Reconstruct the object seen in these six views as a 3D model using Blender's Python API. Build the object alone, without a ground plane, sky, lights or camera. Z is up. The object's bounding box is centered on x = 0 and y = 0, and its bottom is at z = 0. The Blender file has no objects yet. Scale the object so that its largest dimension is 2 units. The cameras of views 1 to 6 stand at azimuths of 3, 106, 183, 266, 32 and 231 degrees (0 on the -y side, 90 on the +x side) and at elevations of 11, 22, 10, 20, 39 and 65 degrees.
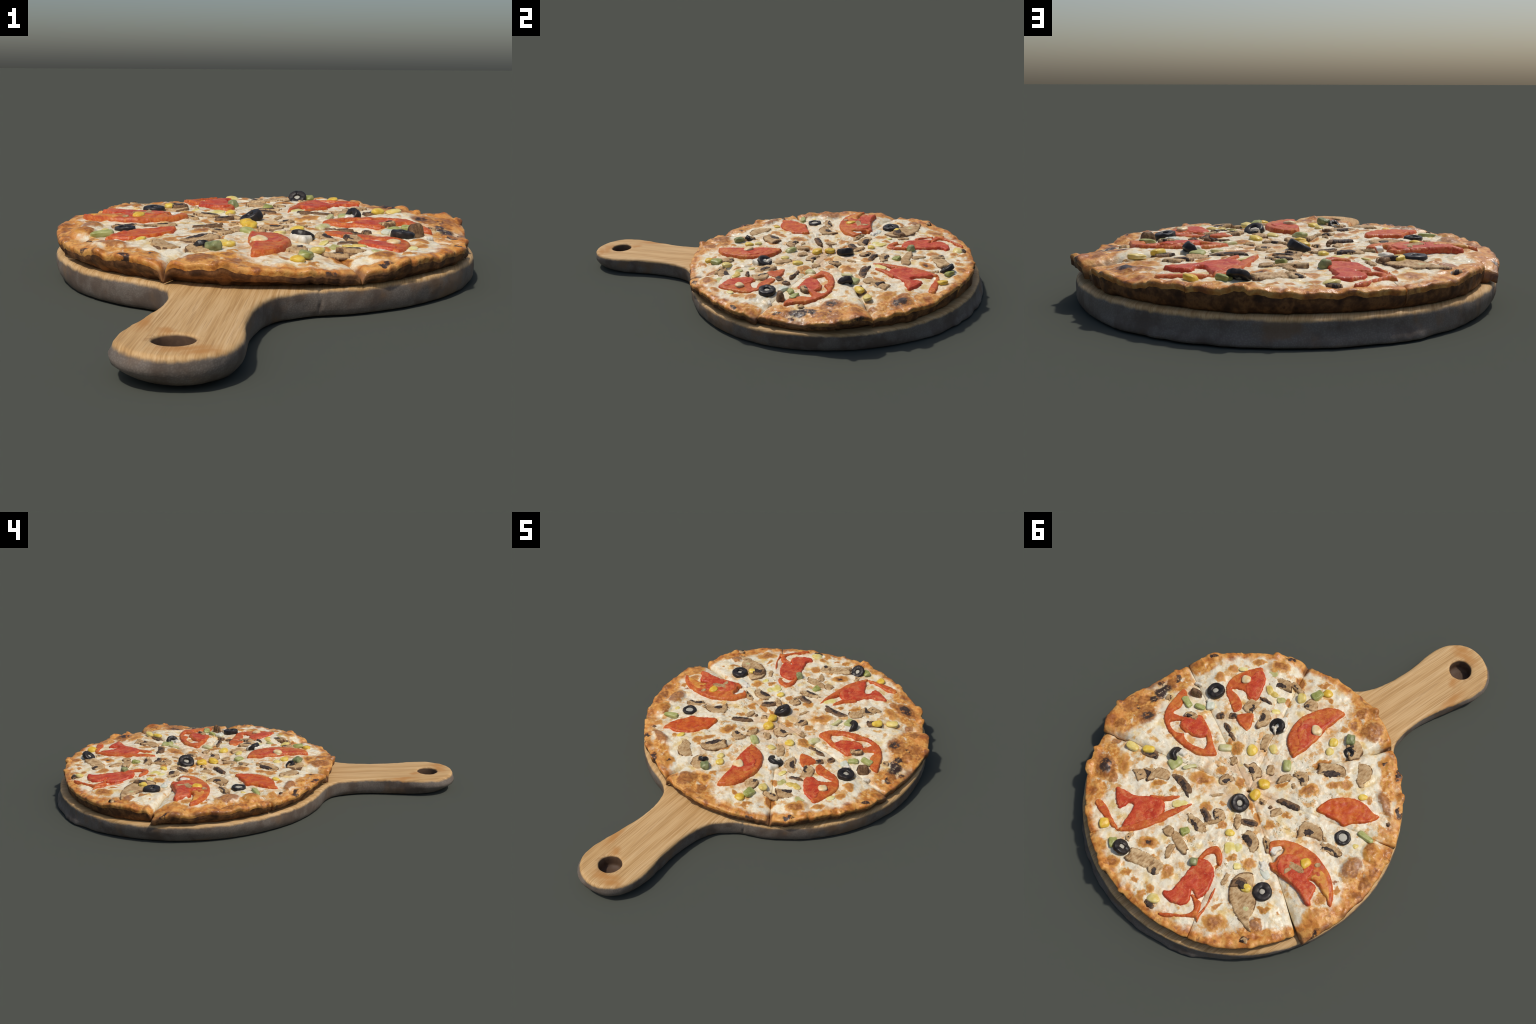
"""A sliced vegetable pizza resting on a round bamboo serving board with a handle."""
import bpy, math
import numpy as np
from mathutils import Matrix, Vector, Euler
from mathutils.geometry import delaunay_2d_cdt

rng = np.random.default_rng(7)
COL = bpy.context.scene.collection

# ------------------------------------------------------------------ noise
_tab = np.random.default_rng(3).random((64, 64, 64)) * 2 - 1


def vnoise(x, y, z=0.0):
    """Smooth lattice noise in -1..1."""
    x, y, z = np.broadcast_arrays(np.asarray(x, float), np.asarray(y, float), np.asarray(z, float))
    xi, yi, zi = np.floor(x).astype(int), np.floor(y).astype(int), np.floor(z).astype(int)
    fx, fy, fz = x - xi, y - yi, z - zi
    fx, fy, fz = [t * t * t * (t * (t * 6 - 15) + 10) for t in (fx, fy, fz)]
    v = 0
    for dx in (0, 1):
        for dy in (0, 1):
            for dz in (0, 1):
                wgt = (fx if dx else 1 - fx) * (fy if dy else 1 - fy) * (fz if dz else 1 - fz)
                v = v + wgt * _tab[(xi + dx) & 63, (yi + dy) & 63, (zi + dz) & 63]
    return v


def fbm(x, y, z=0.0, octaves=3):
    v, a, s = 0, 1.0, 0
    for i in range(octaves):
        v = v + a * vnoise(np.asarray(x) * 2 ** i + 7.3 * i, np.asarray(y) * 2 ** i - 3.1 * i, np.asarray(z) * 2 ** i + 1.7 * i)
        s += a
        a *= .5
    return v / s


def sstep(a, b, x):
    t = np.clip((np.asarray(x, float) - a) / (b - a), 0, 1)
    return t * t * (3 - 2 * t)


# ------------------------------------------------------------------ materials
class Nodes:
    def __init__(self, name):
        self.m = bpy.data.materials.new(name)
        self.m.use_nodes = True
        self.t = self.m.node_tree
        self.bsdf = self.t.nodes['Principled BSDF']
        tc = self.t.nodes.new('ShaderNodeTexCoord')
        self.obj = tc.outputs['Object']
        self.rand = None

    def put(self, sock, v):
        if isinstance(v, bpy.types.NodeSocket):
            self.t.links.new(v, sock)
        elif isinstance(v, (tuple, list)) and len(v) == 3 and sock.type == 'RGBA':
            sock.default_value = (*v, 1)
        else:
            sock.default_value = v

    def math(self, op, a, b=None, c=None, clamp=False):
        n = self.t.nodes.new('ShaderNodeMath')
        n.operation, n.use_clamp = op, clamp
        for i, v in enumerate((a, b, c)):
            if v is not None:
                self.put(n.inputs[i], v)
        return n.outputs[0]

    def vec(self, op, a, b=None):
        n = self.t.nodes.new('ShaderNodeVectorMath')
        n.operation = op
        self.put(n.inputs[0], a)
        if b is not None:
            self.put(n.inputs[3 if op == 'SCALE' else 1], b)
        return n.outputs['Value' if op in ('LENGTH', 'DISTANCE') else 'Vector']

    def mapping(self, v, loc=(0, 0, 0), rot=(0, 0, 0), scale=(1, 1, 1), kind='POINT'):
        n = self.t.nodes.new('ShaderNodeMapping')
        n.vector_type = kind
        self.put(n.inputs['Vector'], v)
        n.inputs['Location'].default_value = loc
        n.inputs['Rotation'].default_value = rot
        n.inputs['Scale'].default_value = scale
        return n.outputs[0]

    def noise(self, v, scale, detail=3, rough=.5, dist=0, color=False):
        n = self.t.nodes.new('ShaderNodeTexNoise')
        self.put(n.inputs['Vector'], v)
        n.inputs['Scale'].default_value = scale
        n.inputs['Detail'].default_value = detail
        n.inputs['Roughness'].default_value = rough
        n.inputs['Distortion'].default_value = dist
        return n.outputs['Color' if color else 'Fac']

    def step(self, v, lo, hi, a=0, b=1):
        n = self.t.nodes.new('ShaderNodeMapRange')
        n.interpolation_type = 'SMOOTHSTEP'
        for i, x in enumerate((v, lo, hi, a, b)):
            self.put(n.inputs[i], x)
        return n.outputs[0]

    def mix(self, f, a, b):
        n = self.t.nodes.new('ShaderNodeMix')
        n.data_type = 'RGBA'
        self.put(n.inputs['Factor'], f)
        self.put(n.inputs[6], a)
        self.put(n.inputs[7], b)
        return n.outputs[2]

    def ramp(self, v, stops):
        n = self.t.nodes.new('ShaderNodeValToRGB')
        self.put(n.inputs[0], v)
        e = n.color_ramp.elements
        while len(e) < len(stops):
            e.new(.5)
        for k, (p, c) in zip(e, stops):
            k.position, k.color = p, (*c, 1)
        return n.outputs[0]

    def xyz(self, v):
        n = self.t.nodes.new('ShaderNodeSeparateXYZ')
        self.put(n.inputs[0], v)
        return n.outputs

    def random(self):
        if self.rand is None:
            self.rand = self.t.nodes.new('ShaderNodeObjectInfo').outputs['Random']
        return self.rand

    def voronoi(self, v, scale, feature='F1'):
        n = self.t.nodes.new('ShaderNodeTexVoronoi')
        n.feature = feature
        self.put(n.inputs['Vector'], v)
        n.inputs['Scale'].default_value = scale
        return n.outputs['Distance']

    def ellipses(self, v, patches):
        """Largest value (1 at the middle, 0 at the edge) of a set of flat ellipses (x, y, rx, ry, angle)."""
        acc = None
        for p in patches:
            mp = self.mapping(v, (p[0], p[1], 0), (0, 0, math.radians(p[4])), (p[2], p[3], 1), 'TEXTURE')
            g = self.t.nodes.new('ShaderNodeTexGradient')
            g.gradient_type = 'SPHERICAL'
            self.put(g.inputs[0], mp)
            acc = g.outputs['Fac'] if acc is None else self.math('MAXIMUM', acc, g.outputs['Fac'])
        return acc

    def finish(self, color, rough=.5, bump=None, strength=.3, dist=.002, spec=.4, **kw):
        self.put(self.bsdf.inputs['Base Color'], color)
        self.put(self.bsdf.inputs['Roughness'], rough)
        self.bsdf.inputs['Specular IOR Level'].default_value = spec
        for k, v in kw.items():
            self.put(self.bsdf.inputs[k], v)
        if bump is not None:
            b = self.t.nodes.new('ShaderNodeBump')
            b.inputs['Strength'].default_value = strength
            b.inputs['Distance'].default_value = dist
            self.put(b.inputs['Height'], bump)
            self.put(self.bsdf.inputs['Normal'], b.outputs[0])
        return self.m


# ------------------------------------------------------------------ pizza layout (metres)
PC = np.array([.008, .275])          # middle of the rim
CUT = np.array([-.018, .268])        # where the cuts cross
BOARD_TOP = .080
# each slice: cut angle at its start, then (angle, rim radius, rim height) along its crust
SLICES = [
    [(-64, .670, .116), (-57, .682, .139), (-50, .668, .138), (-35, .668, .136), (-26, .688, .136), (-22, .676, .128), (-16, .672, .114)],
    [(-16, .656, .120), (-8, .662, .122), (2, .670, .120), (12, .684, .136), (20, .694, .156), (24, .688, .152), (27, .678, .140)],
    [(27, .662, .130), (34, .672, .140), (47, .673, .142), (58, .669, .146), (69, .666, .152)],
    [(69, .667, .153), (82, .666, .154), (96, .668, .152), (110, .674, .147), (122.5, .678, .142)],
    [(122.5, .681, .141), (135, .689, .150), (144, .690, .155), (152, .678, .160), (160, .666, .138)],
    [(160, .704, .118), (168, .700, .142), (174, .695, .143), (182, .688, .147), (189, .683, .140), (200, .680, .149), (207.5, .675, .140)],
    [(207.5, .676, .134), (218, .672, .139), (228, .668, .144), (240, .662, .144), (248, .664, .134)],
    [(248, .670, .148), (256, .674, .151), (264, .676, .148), (276, .672, .139), (288, .668, .128), (296, .667, .117)],
]
# how far the underside of each slice draws back from its lip, and how deep the cut at its start is
UNDERCUT = [.018, .040, .008, .006, .010, .022, .026, .046]
CUT_DEPTH = [1.6, 1.5, 1.6, .8, .8, 1.6, 1.2, 3.2]
# broad rises and dips of the cheese: x, y, radius, height
SWELLS = [(.32, -.02, .13, -.004), (-.42, .66, .14, -.006), (.05, .86, .18, -.004), (-.55, .40, .13, .010), (-.20, .0, .15, .005), (.12, -.17, .14, .004), (.50, .38, .12, .005),
          (.15, .45, .11, .003), (-.50, -.02, .14, .002), (.0, .30, .12, .002)]
# slit half width at the rim, per cut that starts a slice
SLIT = [.0012, .0015, .002, .0015, .0015, .007, .007, .003]
# browned cheese: x, y, half length, half width, angle, swelling in millimetres
GOLDEN = [
    (.146, .39, .067, .041, -143, 3), (-.181, .078, .054, .03, -96, 3), (-.228, -.024, .032, .023, -126, 2), 
    (-.26, -.063, .037, .027, -146, 2), (.406, .607, .032, .07, -124, 3), (.058, .735, .055, .031, -132, 3), 
    (-.379, .726, .057, .043, -132, 3), (-.555, .051, .045, .043, -97, 16), (-.29, -.253, .032, .04, -141, 5), 
    (-.09, .744, .031, .039, -122, 3), (.244, .546, .04, .017, -124, 2), (.185, .507, .022, .018, -132, 2), 
    (-.274, .469, .034, .033, -154, 2), (-.218, .511, .022, .016, -132, 1), (-.106, .846, .023, .031, -127, 3), 
    (.366, -.215, .056, .038, -135, 10), (.303, -.299, .026, .021, -132, 3), 
    (.444, -.156, .036, .018, -128, 2), (.495, .026, .032, .025, -131, 4), (.494, -.049, .036, .028, -132, 2), 
    (.616, .055, .033, .028, -132, 4), (.169, -.307, .035, .016, -129, 2), (.087, -.28, .016, .02, -128, 1), 
    (.201, -.122, .018, .025, -129, 3), (.245, -.232, .03, .048, -137, 2), (-.064, -.272, .029, .037, -135, 6), 
    (-.061, -.226, .021, .018, -133, 2), (-.118, -.037, .038, .021, -111, 1), 
    (.164, .187, .034, .032, -141, 2), (.211, .19, .018, .024, -124, 1), (-.086, .146, .033, .012, -108, 0), 
    (.032, .452, .031, .03, -155, 2), (.001, .39, .016, .016, -128, 2), (-.073, .457, .02, .022, -109, 1), 
    (-.2, .298, .023, .03, -129, 0), (-.146, .324, .019, .039, -127, 0), (-.088, .304, .013, .031, -128, 0), 
    (-.205, .216, .026, .016, -128, 1), (-.462, .544, .03, .016, -140, 2), (-.335, .681, .028, .013, -94, 1), 
    (-.572, .346, .031, .026, -128, 4), (-.51, -.046, .022, .028, -133, 2), 
    (-.378, -.092, .018, .022, -127, 2), (-.376, -.199, .016, .025, -138, 3), 
    (.083, .899, .042, .034, -163, 5), (.178, .899, .02, .039, -124, 2), (.008, .879, .022, .017, -135, 2), 
    (-.175, .795, .019, .017, -140, 1), (-.204, .581, .013, .011, -132, 1), (.13, .301, .029, .027, -154, 0), 
    (.035, .278, .022, .029, -126, 0), (.226, .651, .018, .024, -120, 1), (-.035, .871, .016, .015, -131, 1), 
    (-.612, .396, .065, .039, -112, 4), (-.242, -.087, .013, .012, -110, 1), 
    (-.588, .265, .016, .021, -137, 1), (.233, .05, .012, .011, -130, 1), (-.126, -.068, .026, .009, -100, 0), 
    (-.105, .888, .023, .028, -114, 2), (-.006, .756, .011, .012, -108, 1), (-.041, .652, .011, .014, -122, 0), 
    (-.162, .685, .008, .007, -153, 0), (-.43, .62, .013, .011, -140, 0), (-.517, .513, .011, .009, -123, 0), 
]
TOASTED = [
    (-.553, .162, .063, .04, -77, 20), (-.431, -.133, .025, .072, -106, 12), 
    (-.491, .609, .031, .032, -110, 8), (.368, -.217, .036, .023, -138, 0), (.247, -.234, .019, .034, -131, 0), 
    (-.067, -.272, .019, .023, -132, 0), (.087, .901, .024, .019, -140, 0), (.056, .733, .026, .014, -130, 0), 
    (.543, .395, .06, .056, -92, 4), (.628, .425, .041, .037, -153, 4), (.62, .358, .04, .033, -80, 3), 
    (.612, .205, .042, .028, -75, 3), (.459, .672, .049, .072, -119, 3), (.401, .671, .022, .042, -124, 3), 
    (.137, .396, .032, .021, -128, 0), (-.181, .078, .029, .012, -98, 0), (-.377, .725, .033, .024, -134, 0), 
    (-.141, -.315, .056, .053, -101, 5), (-.047, -.338, .03, .028, -132, 3), 
    (-.09, -.391, .026, .022, -126, 2), (-.534, .045, .018, .026, -133, 0), (-.554, .248, .011, .009, -133, 0), 
    (.582, .505, .025, .028, -108, 2), (.532, .563, .029, .018, -135, 2), (-.635, .163, .023, .038, -167, 2), 
    (-.647, .222, .027, .018, -128, 2), (-.622, .104, .022, .028, -136, 2), 
]
BURNT = [
    (.602, .268, .067, .029, -85, 2), (.596, .32, .034, .026, -82, 2), (.535, .395, .039, .029, -110, 0), 
    (.457, .673, .028, .048, -131, 9), (.647, .248, .017, .015, -154, 2), (.6, .396, .016, .015, -154, 1), 
    (.056, .733, .014, .01, -146, 0), (.666, .529, .025, .036, -142, 0), (-.511, .677, .026, .014, -128, 0), 
    (-.665, .452, .022, .012, -106, 0), (.61, -.018, .022, .016, -132, 0), (.366, -.28, .03, .014, -146, 0), 
    (-.288, -.256, .01, .013, -131, 0), (.616, .165, .016, .02, -122, 1), (-.36, -.268, .011, .041, -131, 0), 
    (-.496, -.158, .009, .03, -131, 0), (.219, -.36, .026, .01, -159, 0), 
]
GOLDEN_ZONES = [
    (.599, .421, .172, .102, -83, 0), (.607, .172, .069, .08, -117, 0), (.477, .648, .071, .115, -122, 0), 
    (-.091, -.339, .106, .119, -141, 0), (.011, -.39, .059, .077, -156, 0), (-.632, .197, .113, .062, -78, 0), 
    (-.637, .423, .107, .044, -110, 0), (-.592, .066, .063, .067, -155, 0), (-.523, .648, .184, .045, -129, 0), 
    (-.36, -.215, .048, .132, -132, 0), (.166, .907, .036, .067, -123, 0), (.421, .744, .057, .123, -123, 0), 
    (.598, .042, .071, .057, -101, 0), 
]
HERB_ZONES = [
    (.197, .152, .125, .075, -130, 0), (.23, .344, .124, .074, -130, 0), (-.228, .093, .123, .06, -118, 0), 
    (-.242, .249, .139, .06, -129, 0), (.068, .229, .152, .143, -138, 0), (.158, .551, .14, .061, -107, 0), 
    (-.062, .564, .147, .068, -130, 0), (-.068, .045, .146, .051, -107, 0), (-.25, .547, .072, .112, -128, 0), 
]


def rim(k, ang):
    a, r, z = np.array(SLICES[k]).T
    return np.interp(ang, a, r), np.interp(ang, a, z)


def swelling(x, y):
    h = np.zeros_like(x)
    for p in GOLDEN + TOASTED + BURNT:
        if p[5] == 0:
            continue
        c, s = math.cos(math.radians(p[4])), math.sin(math.radians(p[4]))
        u = ((x - p[0]) * c + (y - p[1]) * s) / p[2]
        v = (-(x - p[0]) * s + (y - p[1]) * c) / p[3]
        d = np.clip(1.1 - u * u - v * v, 0, 1)
        h = np.maximum(h, p[5] * .001 * d ** .8)
    return h


ZC = .147


def swells(x, y):
    return sum(h * np.exp(-((x - a) ** 2 + (y - b) ** 2) / (w * w)) for a, b, w, h in SWELLS)


def base_height(t, zr):
    return ZC + (zr - ZC) * t ** 2.6 + .006 * sstep(.08, .4, t) * (1 - sstep(.75, .97, t))


_all_a = np.concatenate([np.array(s)[:, 0] for s in SLICES])
_all_z = np.concatenate([np.array(s)[:, 2] for s in SLICES])
_all_r = np.concatenate([np.array(s)[:, 1] for s in SLICES])


def surface(x, y):
    """Smooth height of the cheese, for setting toppings on it."""
    x, y = np.asarray(x, float), np.asarray(y, float)
    ang = (np.degrees(np.arctan2(y - PC[1], x - PC[0])) + 64) % 360 - 64
    z = sum(np.interp((ang + d + 64) % 360 - 64, _all_a, _all_z) for d in (-10, -5, 0, 5, 10)) / 5
    r = np.interp(ang, _all_a, _all_r)
    t = np.clip(np.hypot(x - PC[0], y - PC[1]) / r, 0, 1)
    return base_height(t, z) + swells(x, y) + .006 * fbm(x * 9, y * 9, 3.3, 2) + swelling(x, y) * .6


# ------------------------------------------------------------------ objects
def new_mesh(name, verts, faces):
    me = bpy.data.meshes.new(name)
    me.from_pydata([tuple(map(float, v)) for v in verts], [], [tuple(map(int, f)) for f in faces])
    me.update()
    me.polygons.foreach_set('use_smooth', [True] * len(me.polygons))
    return me


def add(name, me, parent=None, mat=None, loc=None):
    ob = bpy.data.objects.new(name, me)
    COL.objects.link(ob)
    if mat:
        me.materials.clear()
        me.materials.append(mat)
    if loc is not None:
        ob.location = loc
    if parent:
        ob.parent = parent
        base = parent.location if parent.parent is None else parent.parent.location + parent.location
        ob.matrix_parent_inverse = Matrix.Translation(-Vector(base)) if parent.parent is None else Matrix.Identity(4)
    return ob


def split_object(name, verts, faces, part, names, parent, mat):
    """Cut one smooth surface into named objects that keep the whole surface's normals."""
    whole = new_mesh(name, verts, faces)
    nrm = np.zeros(len(verts) * 3)
    whole.vertices.foreach_get('normal', nrm)
    nrm = nrm.reshape(-1, 3)
    bpy.data.meshes.remove(whole)
    obs = []
    for k, nm in enumerate(names):
        fs = [f for f, p in zip(faces, part) if p == k]
        used = sorted({i for f in fs for i in f})
        idx = {v: i for i, v in enumerate(used)}
        me = new_mesh(nm, [verts[i] for i in used], [[idx[i] for i in f] for f in fs])
        me.normals_split_custom_set_from_vertices([tuple(nrm[i]) for i in used])
        obs.append(add(nm, me, parent if k == 0 or not isinstance(parent, list) else None, mat))
    return obs


# ------------------------------------------------------------------ board
def catmull(pts, step, closed=True):
    p = np.array(pts, float)
    n = len(p)
    out = []
    for i in range(n if closed else n - 1):
        if closed:
            a, b, c, d = p[(i - 1) % n], p[i], p[(i + 1) % n], p[(i + 2) % n]
        else:
            a, b, c, d = p[max(i - 1, 0)], p[i], p[i + 1], p[min(i + 2, n - 1)]
        m = max(2, int(np.linalg.norm(c - b) / step) + 1)
        for j in range(m):
            t = j / m
            out.append(.5 * (2 * b + (c - a) * t + (2 * a - 5 * b + 4 * c - d) * t * t + (3 * b - a - 3 * c + d) * t ** 3))
    return np.array(out)


def even(loop, n):
    q = np.vstack([loop, loop[:1]])
    s = np.concatenate([[0], np.cumsum(np.hypot(*np.diff(q, axis=0).T))])
    u = np.linspace(0, s[-1], n, endpoint=False)
    return np.c_[np.interp(u, s, q[:, 0]), np.interp(u, s, q[:, 1])]


def inside(poly, pts):
    x, y = pts[:, 0], pts[:, 1]
    r = np.zeros(len(pts), bool)
    j = len(poly) - 1
    for i in range(len(poly)):
        xi, yi, xj, yj = *poly[i], *poly[j]
        if yi != yj:
            r ^= ((yi > y) != (yj > y)) & (x < (xj - xi) * (y - yi) / (yj - yi) + xi)
        j = i
    return r


def edge_distance(loops, pts):
    d = np.full(len(pts), 9.)
    for lp in loops:
        a, b = lp, np.roll(lp, -1, 0)
        ab = b - a
        l2 = (ab ** 2).sum(1) + 1e-12
        t = np.clip(((pts[:, None] - a) * ab).sum(2) / l2, 0, 1)
        q = a + t[..., None] * ab
        d = np.minimum(d, np.sqrt(((pts[:, None] - q) ** 2).sum(2)).min(1))
    return d


def fill(loops, step):
    """Triangulate a flat region (first loop outside, the rest holes) with an even inner grid."""
    lo, hi = loops[0].min(0), loops[0].max(0)
    gx, gy = np.meshgrid(np.arange(lo[0], hi[0], step), np.arange(lo[1], hi[1], step * .866))
    gx = gx + (np.arange(gx.shape[0]) % 2)[:, None] * step * .5
    g = np.c_[gx.ravel(), gy.ravel()]
    keep = inside(loops[0], g)
    for h in loops[1:]:
        keep &= ~inside(h, g)
    g = g[keep]
    g = g[edge_distance(loops, g) > step * .55] if len(g) else g
    pts = np.vstack(loops + [g])
    edges, k = [], 0
    for lp in loops:
        n = len(lp)
        edges += [(k + i, k + (i + 1) % n) for i in range(n)]
        k += n
    v, e, f, ov, oe, of = delaunay_2d_cdt([Vector(p) for p in pts], edges, [], 0, 1e-6)
    v = np.array([tuple(p) for p in v])
    f = np.array([list(t) for t in f if len(t) == 3])
    c = v[f].mean(1)
    ok = inside(loops[0], c)
    for h in loops[1:]:
        ok &= ~inside(h, c)
    f = f[ok]
    a, b, c = v[f[:, 0]], v[f[:, 1]], v[f[:, 2]]
    area = (b[:, 0] - a[:, 0]) * (c[:, 1] - a[:, 1]) - (b[:, 1] - a[:, 1]) * (c[:, 0] - a[:, 0])
    f[area < 0] = f[area < 0][:, ::-1]
    return v, f[np.abs(area) > 1e-12]


BC = np.array([.0, .288])          # disc of the board, with its slightly uneven radius by angle
BOARD_RADIUS = [(-80, .677), (-40, .688), (-15, .696), (10, .691), (45, .688), (75, .684), (100, .683), (130, .687), (160, .684), (180, .681), (200, .682), (230, .682), (250, .676)]
HOLE = np.array([-.134, -.866])
HANDLE = [(-0.3, -0.318), (-0.262, -0.344), (-0.232, -0.376), (-0.214, -0.43), (-0.207, -0.5), (-0.214, -0.58), (-0.233, -0.67), (-0.255, -0.76),
          (-0.269, -0.83), (-0.265, -0.885), (-0.236, -0.94), (-0.187, -0.978), (-0.124, -0.994), (-0.062, -0.981), (-0.015, -0.94), (0.013, -0.88),
          (0.02, -0.81), (0.016, -0.73), (0.016, -0.66), (0.025, -0.58), (0.045, -0.5), (0.077, -0.437), (0.122, -0.397), (0.17, -0.368)]


def build_board():
    th = np.linspace(math.radians(-75.5), math.radians(244.0), 46)
    BR = np.interp(np.degrees(th), *np.array(BOARD_RADIUS).T)
    disc = np.c_[BC[0] + BR * np.cos(th), BC[1] + BR * np.sin(th)]
    loop = even(catmull(HANDLE + [tuple(p) for p in disc[1:-1]][::1], .004), 1300)
    area = np.sum(loop[:, 0] * np.roll(loop[:, 1], -1) - loop[:, 1] * np.roll(loop[:, 0], -1))
    if area < 0:
        loop = loop[::-1]
    tan = np.roll(loop, -3, 0) - np.roll(loop, 3, 0)
    nrm = np.c_[tan[:, 1], -tan[:, 0]]
    nrm /= np.linalg.norm(nrm, axis=1)[:, None]
    ang = np.degrees(np.arctan2(loop[:, 1] - BC[1], loop[:, 0] - BC[0]))
    on_end = sstep(-.70, -.92, loop[:, 1])
    left = sstep(-.10, -.22, loop[:, 0])
    ragged = sstep(25, 60, ang) * (1 - sstep(120, 145, ang))
    tuck = sstep(135, 160, np.abs(ang))
    layers = [(-.016, .0800), (-.010, .0792), (-.005, .0768), (-.0015, .072), (.0005, .064), (.002, .052), (.002, .038), (.001, .022), (-.003, .010), (-.008, .003), (-.016, .0)]
    verts = []
    for off, z in layers:
        low = sstep(.055, .0, z)
        o = off + .003 * fbm(loop[:, 0] * 14, loop[:, 1] * 14, z * 30) * sstep(.08, .06, z) + .0012 * fbm(loop[:, 0] * 60, loop[:, 1] * 60, z * 70)
        o = o - on_end * low ** 1.5 * (.020 + .004 * left) + on_end * left * .012 * np.exp(-((z - .045) / .015) ** 2)
        o = o + ragged * low ** 2 * (.023 + .010 * fbm(loop[:, 0] * 16, loop[:, 1] * 16, 2, 2)) - tuck * low * .012
        for cx, cy in ((.19, -.362), (-.215, .955), (.55, -.10)):   # drying cracks in the edge
            d = np.hypot(loop[:, 0] - cx - .02 * (z - .05) - .004 * math.sin(z * 160), loop[:, 1] - cy)
            o = o - .006 * np.exp(-(d / .0035) ** 2) * sstep(.002, .02, z)
        zz = z + (.002 * fbm(loop[:, 0] * 20, loop[:, 1] * 20) * sstep(.06, .075, z))
        zz = zz + sstep(.02, .0, z) * on_end * .001 + sstep(.02, .0, z) * sstep(-.88, -.96, loop[:, 1]) * .006
        p = loop + nrm * o[:, None]
        verts.append(np.c_[p, zz * np.ones(len(p))])
    n = len(loop)
    a = np.linspace(0, 2 * math.pi, 72, endpoint=False)
    hole_r = .0485 + .0012 * vnoise(np.cos(a) * 3, np.sin(a) * 3)
    circ = np.c_[np.cos(a), np.sin(a)]
    holes = [(hole_r + .006, .0802), (hole_r + .002, .0785), (hole_r, .072), (hole_r - .001, .040), (hole_r - .003, .034), (hole_r * .85, .027), (hole_r * .35, .024)]
    hl = [np.c_[HOLE + circ * np.asarray(r)[:, None], np.full(72, z)] for r, z in holes]
    V = [p for L in verts for p in L]
    F = []
    for k in range(len(layers) - 1):
        for i in range(n):
            j = (i + 1) % n
            F.append((k * n + j, k * n + i, (k + 1) * n + i, (k + 1) * n + j))
    hb = len(V)
    V += [p for L in hl for p in L]
    for k in range(len(hl) - 1):
        for i in range(72):
            j = (i + 1) % 72
            F.append((hb + k * 72 + i, hb + k * 72 + j, hb + (k + 1) * 72 + j, hb + (k + 1) * 72 + i))
    F.append([hb + (len(hl) - 1) * 72 + i for i in range(72)])
    for li, hi, up in ((0, 0, True), (len(layers) - 1, 0, False)):
        outer, inner = verts[li], hl[hi]
        m = 72 if up else 0
        v, f = fill([outer[:, :2], inner[:, :2]] if up else [outer[:, :2]], .016)
        zs = np.full(len(v), BOARD_TOP if up else .0)
        zs = zs + (.0008 * fbm(v[:, 0] * 22, v[:, 1] * 5) if up else 0)
        zs[:n] = outer[:, 2]
        zs[n:n + m] = inner[:m, 2]
        if not up:
            e = sstep(-.70, -.92, v[:, 1])
            zs[n:] = (e * .001 + sstep(-.88, -.96, v[:, 1]) * .006)[n:]
        mp = [li * n + i if i < n else hb + hi * 72 + i - n if i < n + m else len(V) + i - n - m for i in range(len(v))]
        V += [np.array([*v[i], zs[i]]) for i in range(n + m, len(v))]
        F += [[mp[i] for i in (t if up else t[::-1])] for t in f]
    V = np.array(V)
    part = [1 if np.mean([V[i][1] for i in f]) < -.40 and abs(np.mean([V[i][0] for i in f]) + .08) < .3 else 0 for f in F]

    m = Nodes('bamboo')
    P = m.mapping(m.obj, rot=(0, 0, math.radians(3)))
    S = m.mapping(P, scale=(1, .018, .25))
    fine, mid, wide = m.noise(S, 240, 3, .6), m.noise(S, 60, 2), m.noise(m.mapping(P, scale=(1, .1, .4)), 16, 2)
    grain = m.math('ADD', m.math('MULTIPLY', fine, .5), m.math('ADD', m.math('MULTIPLY', mid, .35), m.math('MULTIPLY', wide, .25)))
    col = m.ramp(grain, [(.40, (.42, .235, .085)), (.50, (.53, .315, .125)), (.58, (.60, .38, .17)), (.70, (.66, .44, .22))])
    col = m.mix(m.step(m.noise(S, 330, 2), .56, .66, 0, .5), col, (.36, .20, .075))
    Q = m.vec('ADD', m.obj, m.vec('SCALE', m.vec('SUBTRACT', m.noise(m.mapping(m.obj, scale=(1, .5, 1)), 26, 4, color=True), (.5, .5, .5)), .06))
    Q = m.vec('MULTIPLY', Q, (1, 1, 0))
    stain = m.ellipses(Q, [(-.228, -.73, .035, .11, 4, 0), (-.165, -.80, .03, .04, 0, 0), (-.10, -.93, .10, .035, 10, 0), (-.06, -.95, .07, .03, 20, 0), (-.225, -.60, .02, .07, 0, 0)])
    col = m.mix(m.math('MULTIPLY', m.step(stain, .0, .9), .75), col, (.46, .20, .045))
    ring = m.math('MULTIPLY', m.step(m.ellipses(Q, [(-.134, -.866, .085, .085, 0, 0)]), .05, .5), m.step(m.noise(m.obj, 45, 3), .5, .62))
    col = m.mix(m.math('MULTIPLY', ring, .45), col, (.30, .13, .04))
    # the edge is greyer and darker than the top, blotched, pale at its arris
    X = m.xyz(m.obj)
    edge = m.step(m.math('ADD', X[2], m.math('MULTIPLY', m.math('SUBTRACT', m.noise(m.obj, 22, 4, .6), .5), .018)), .0755, .065)
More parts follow.
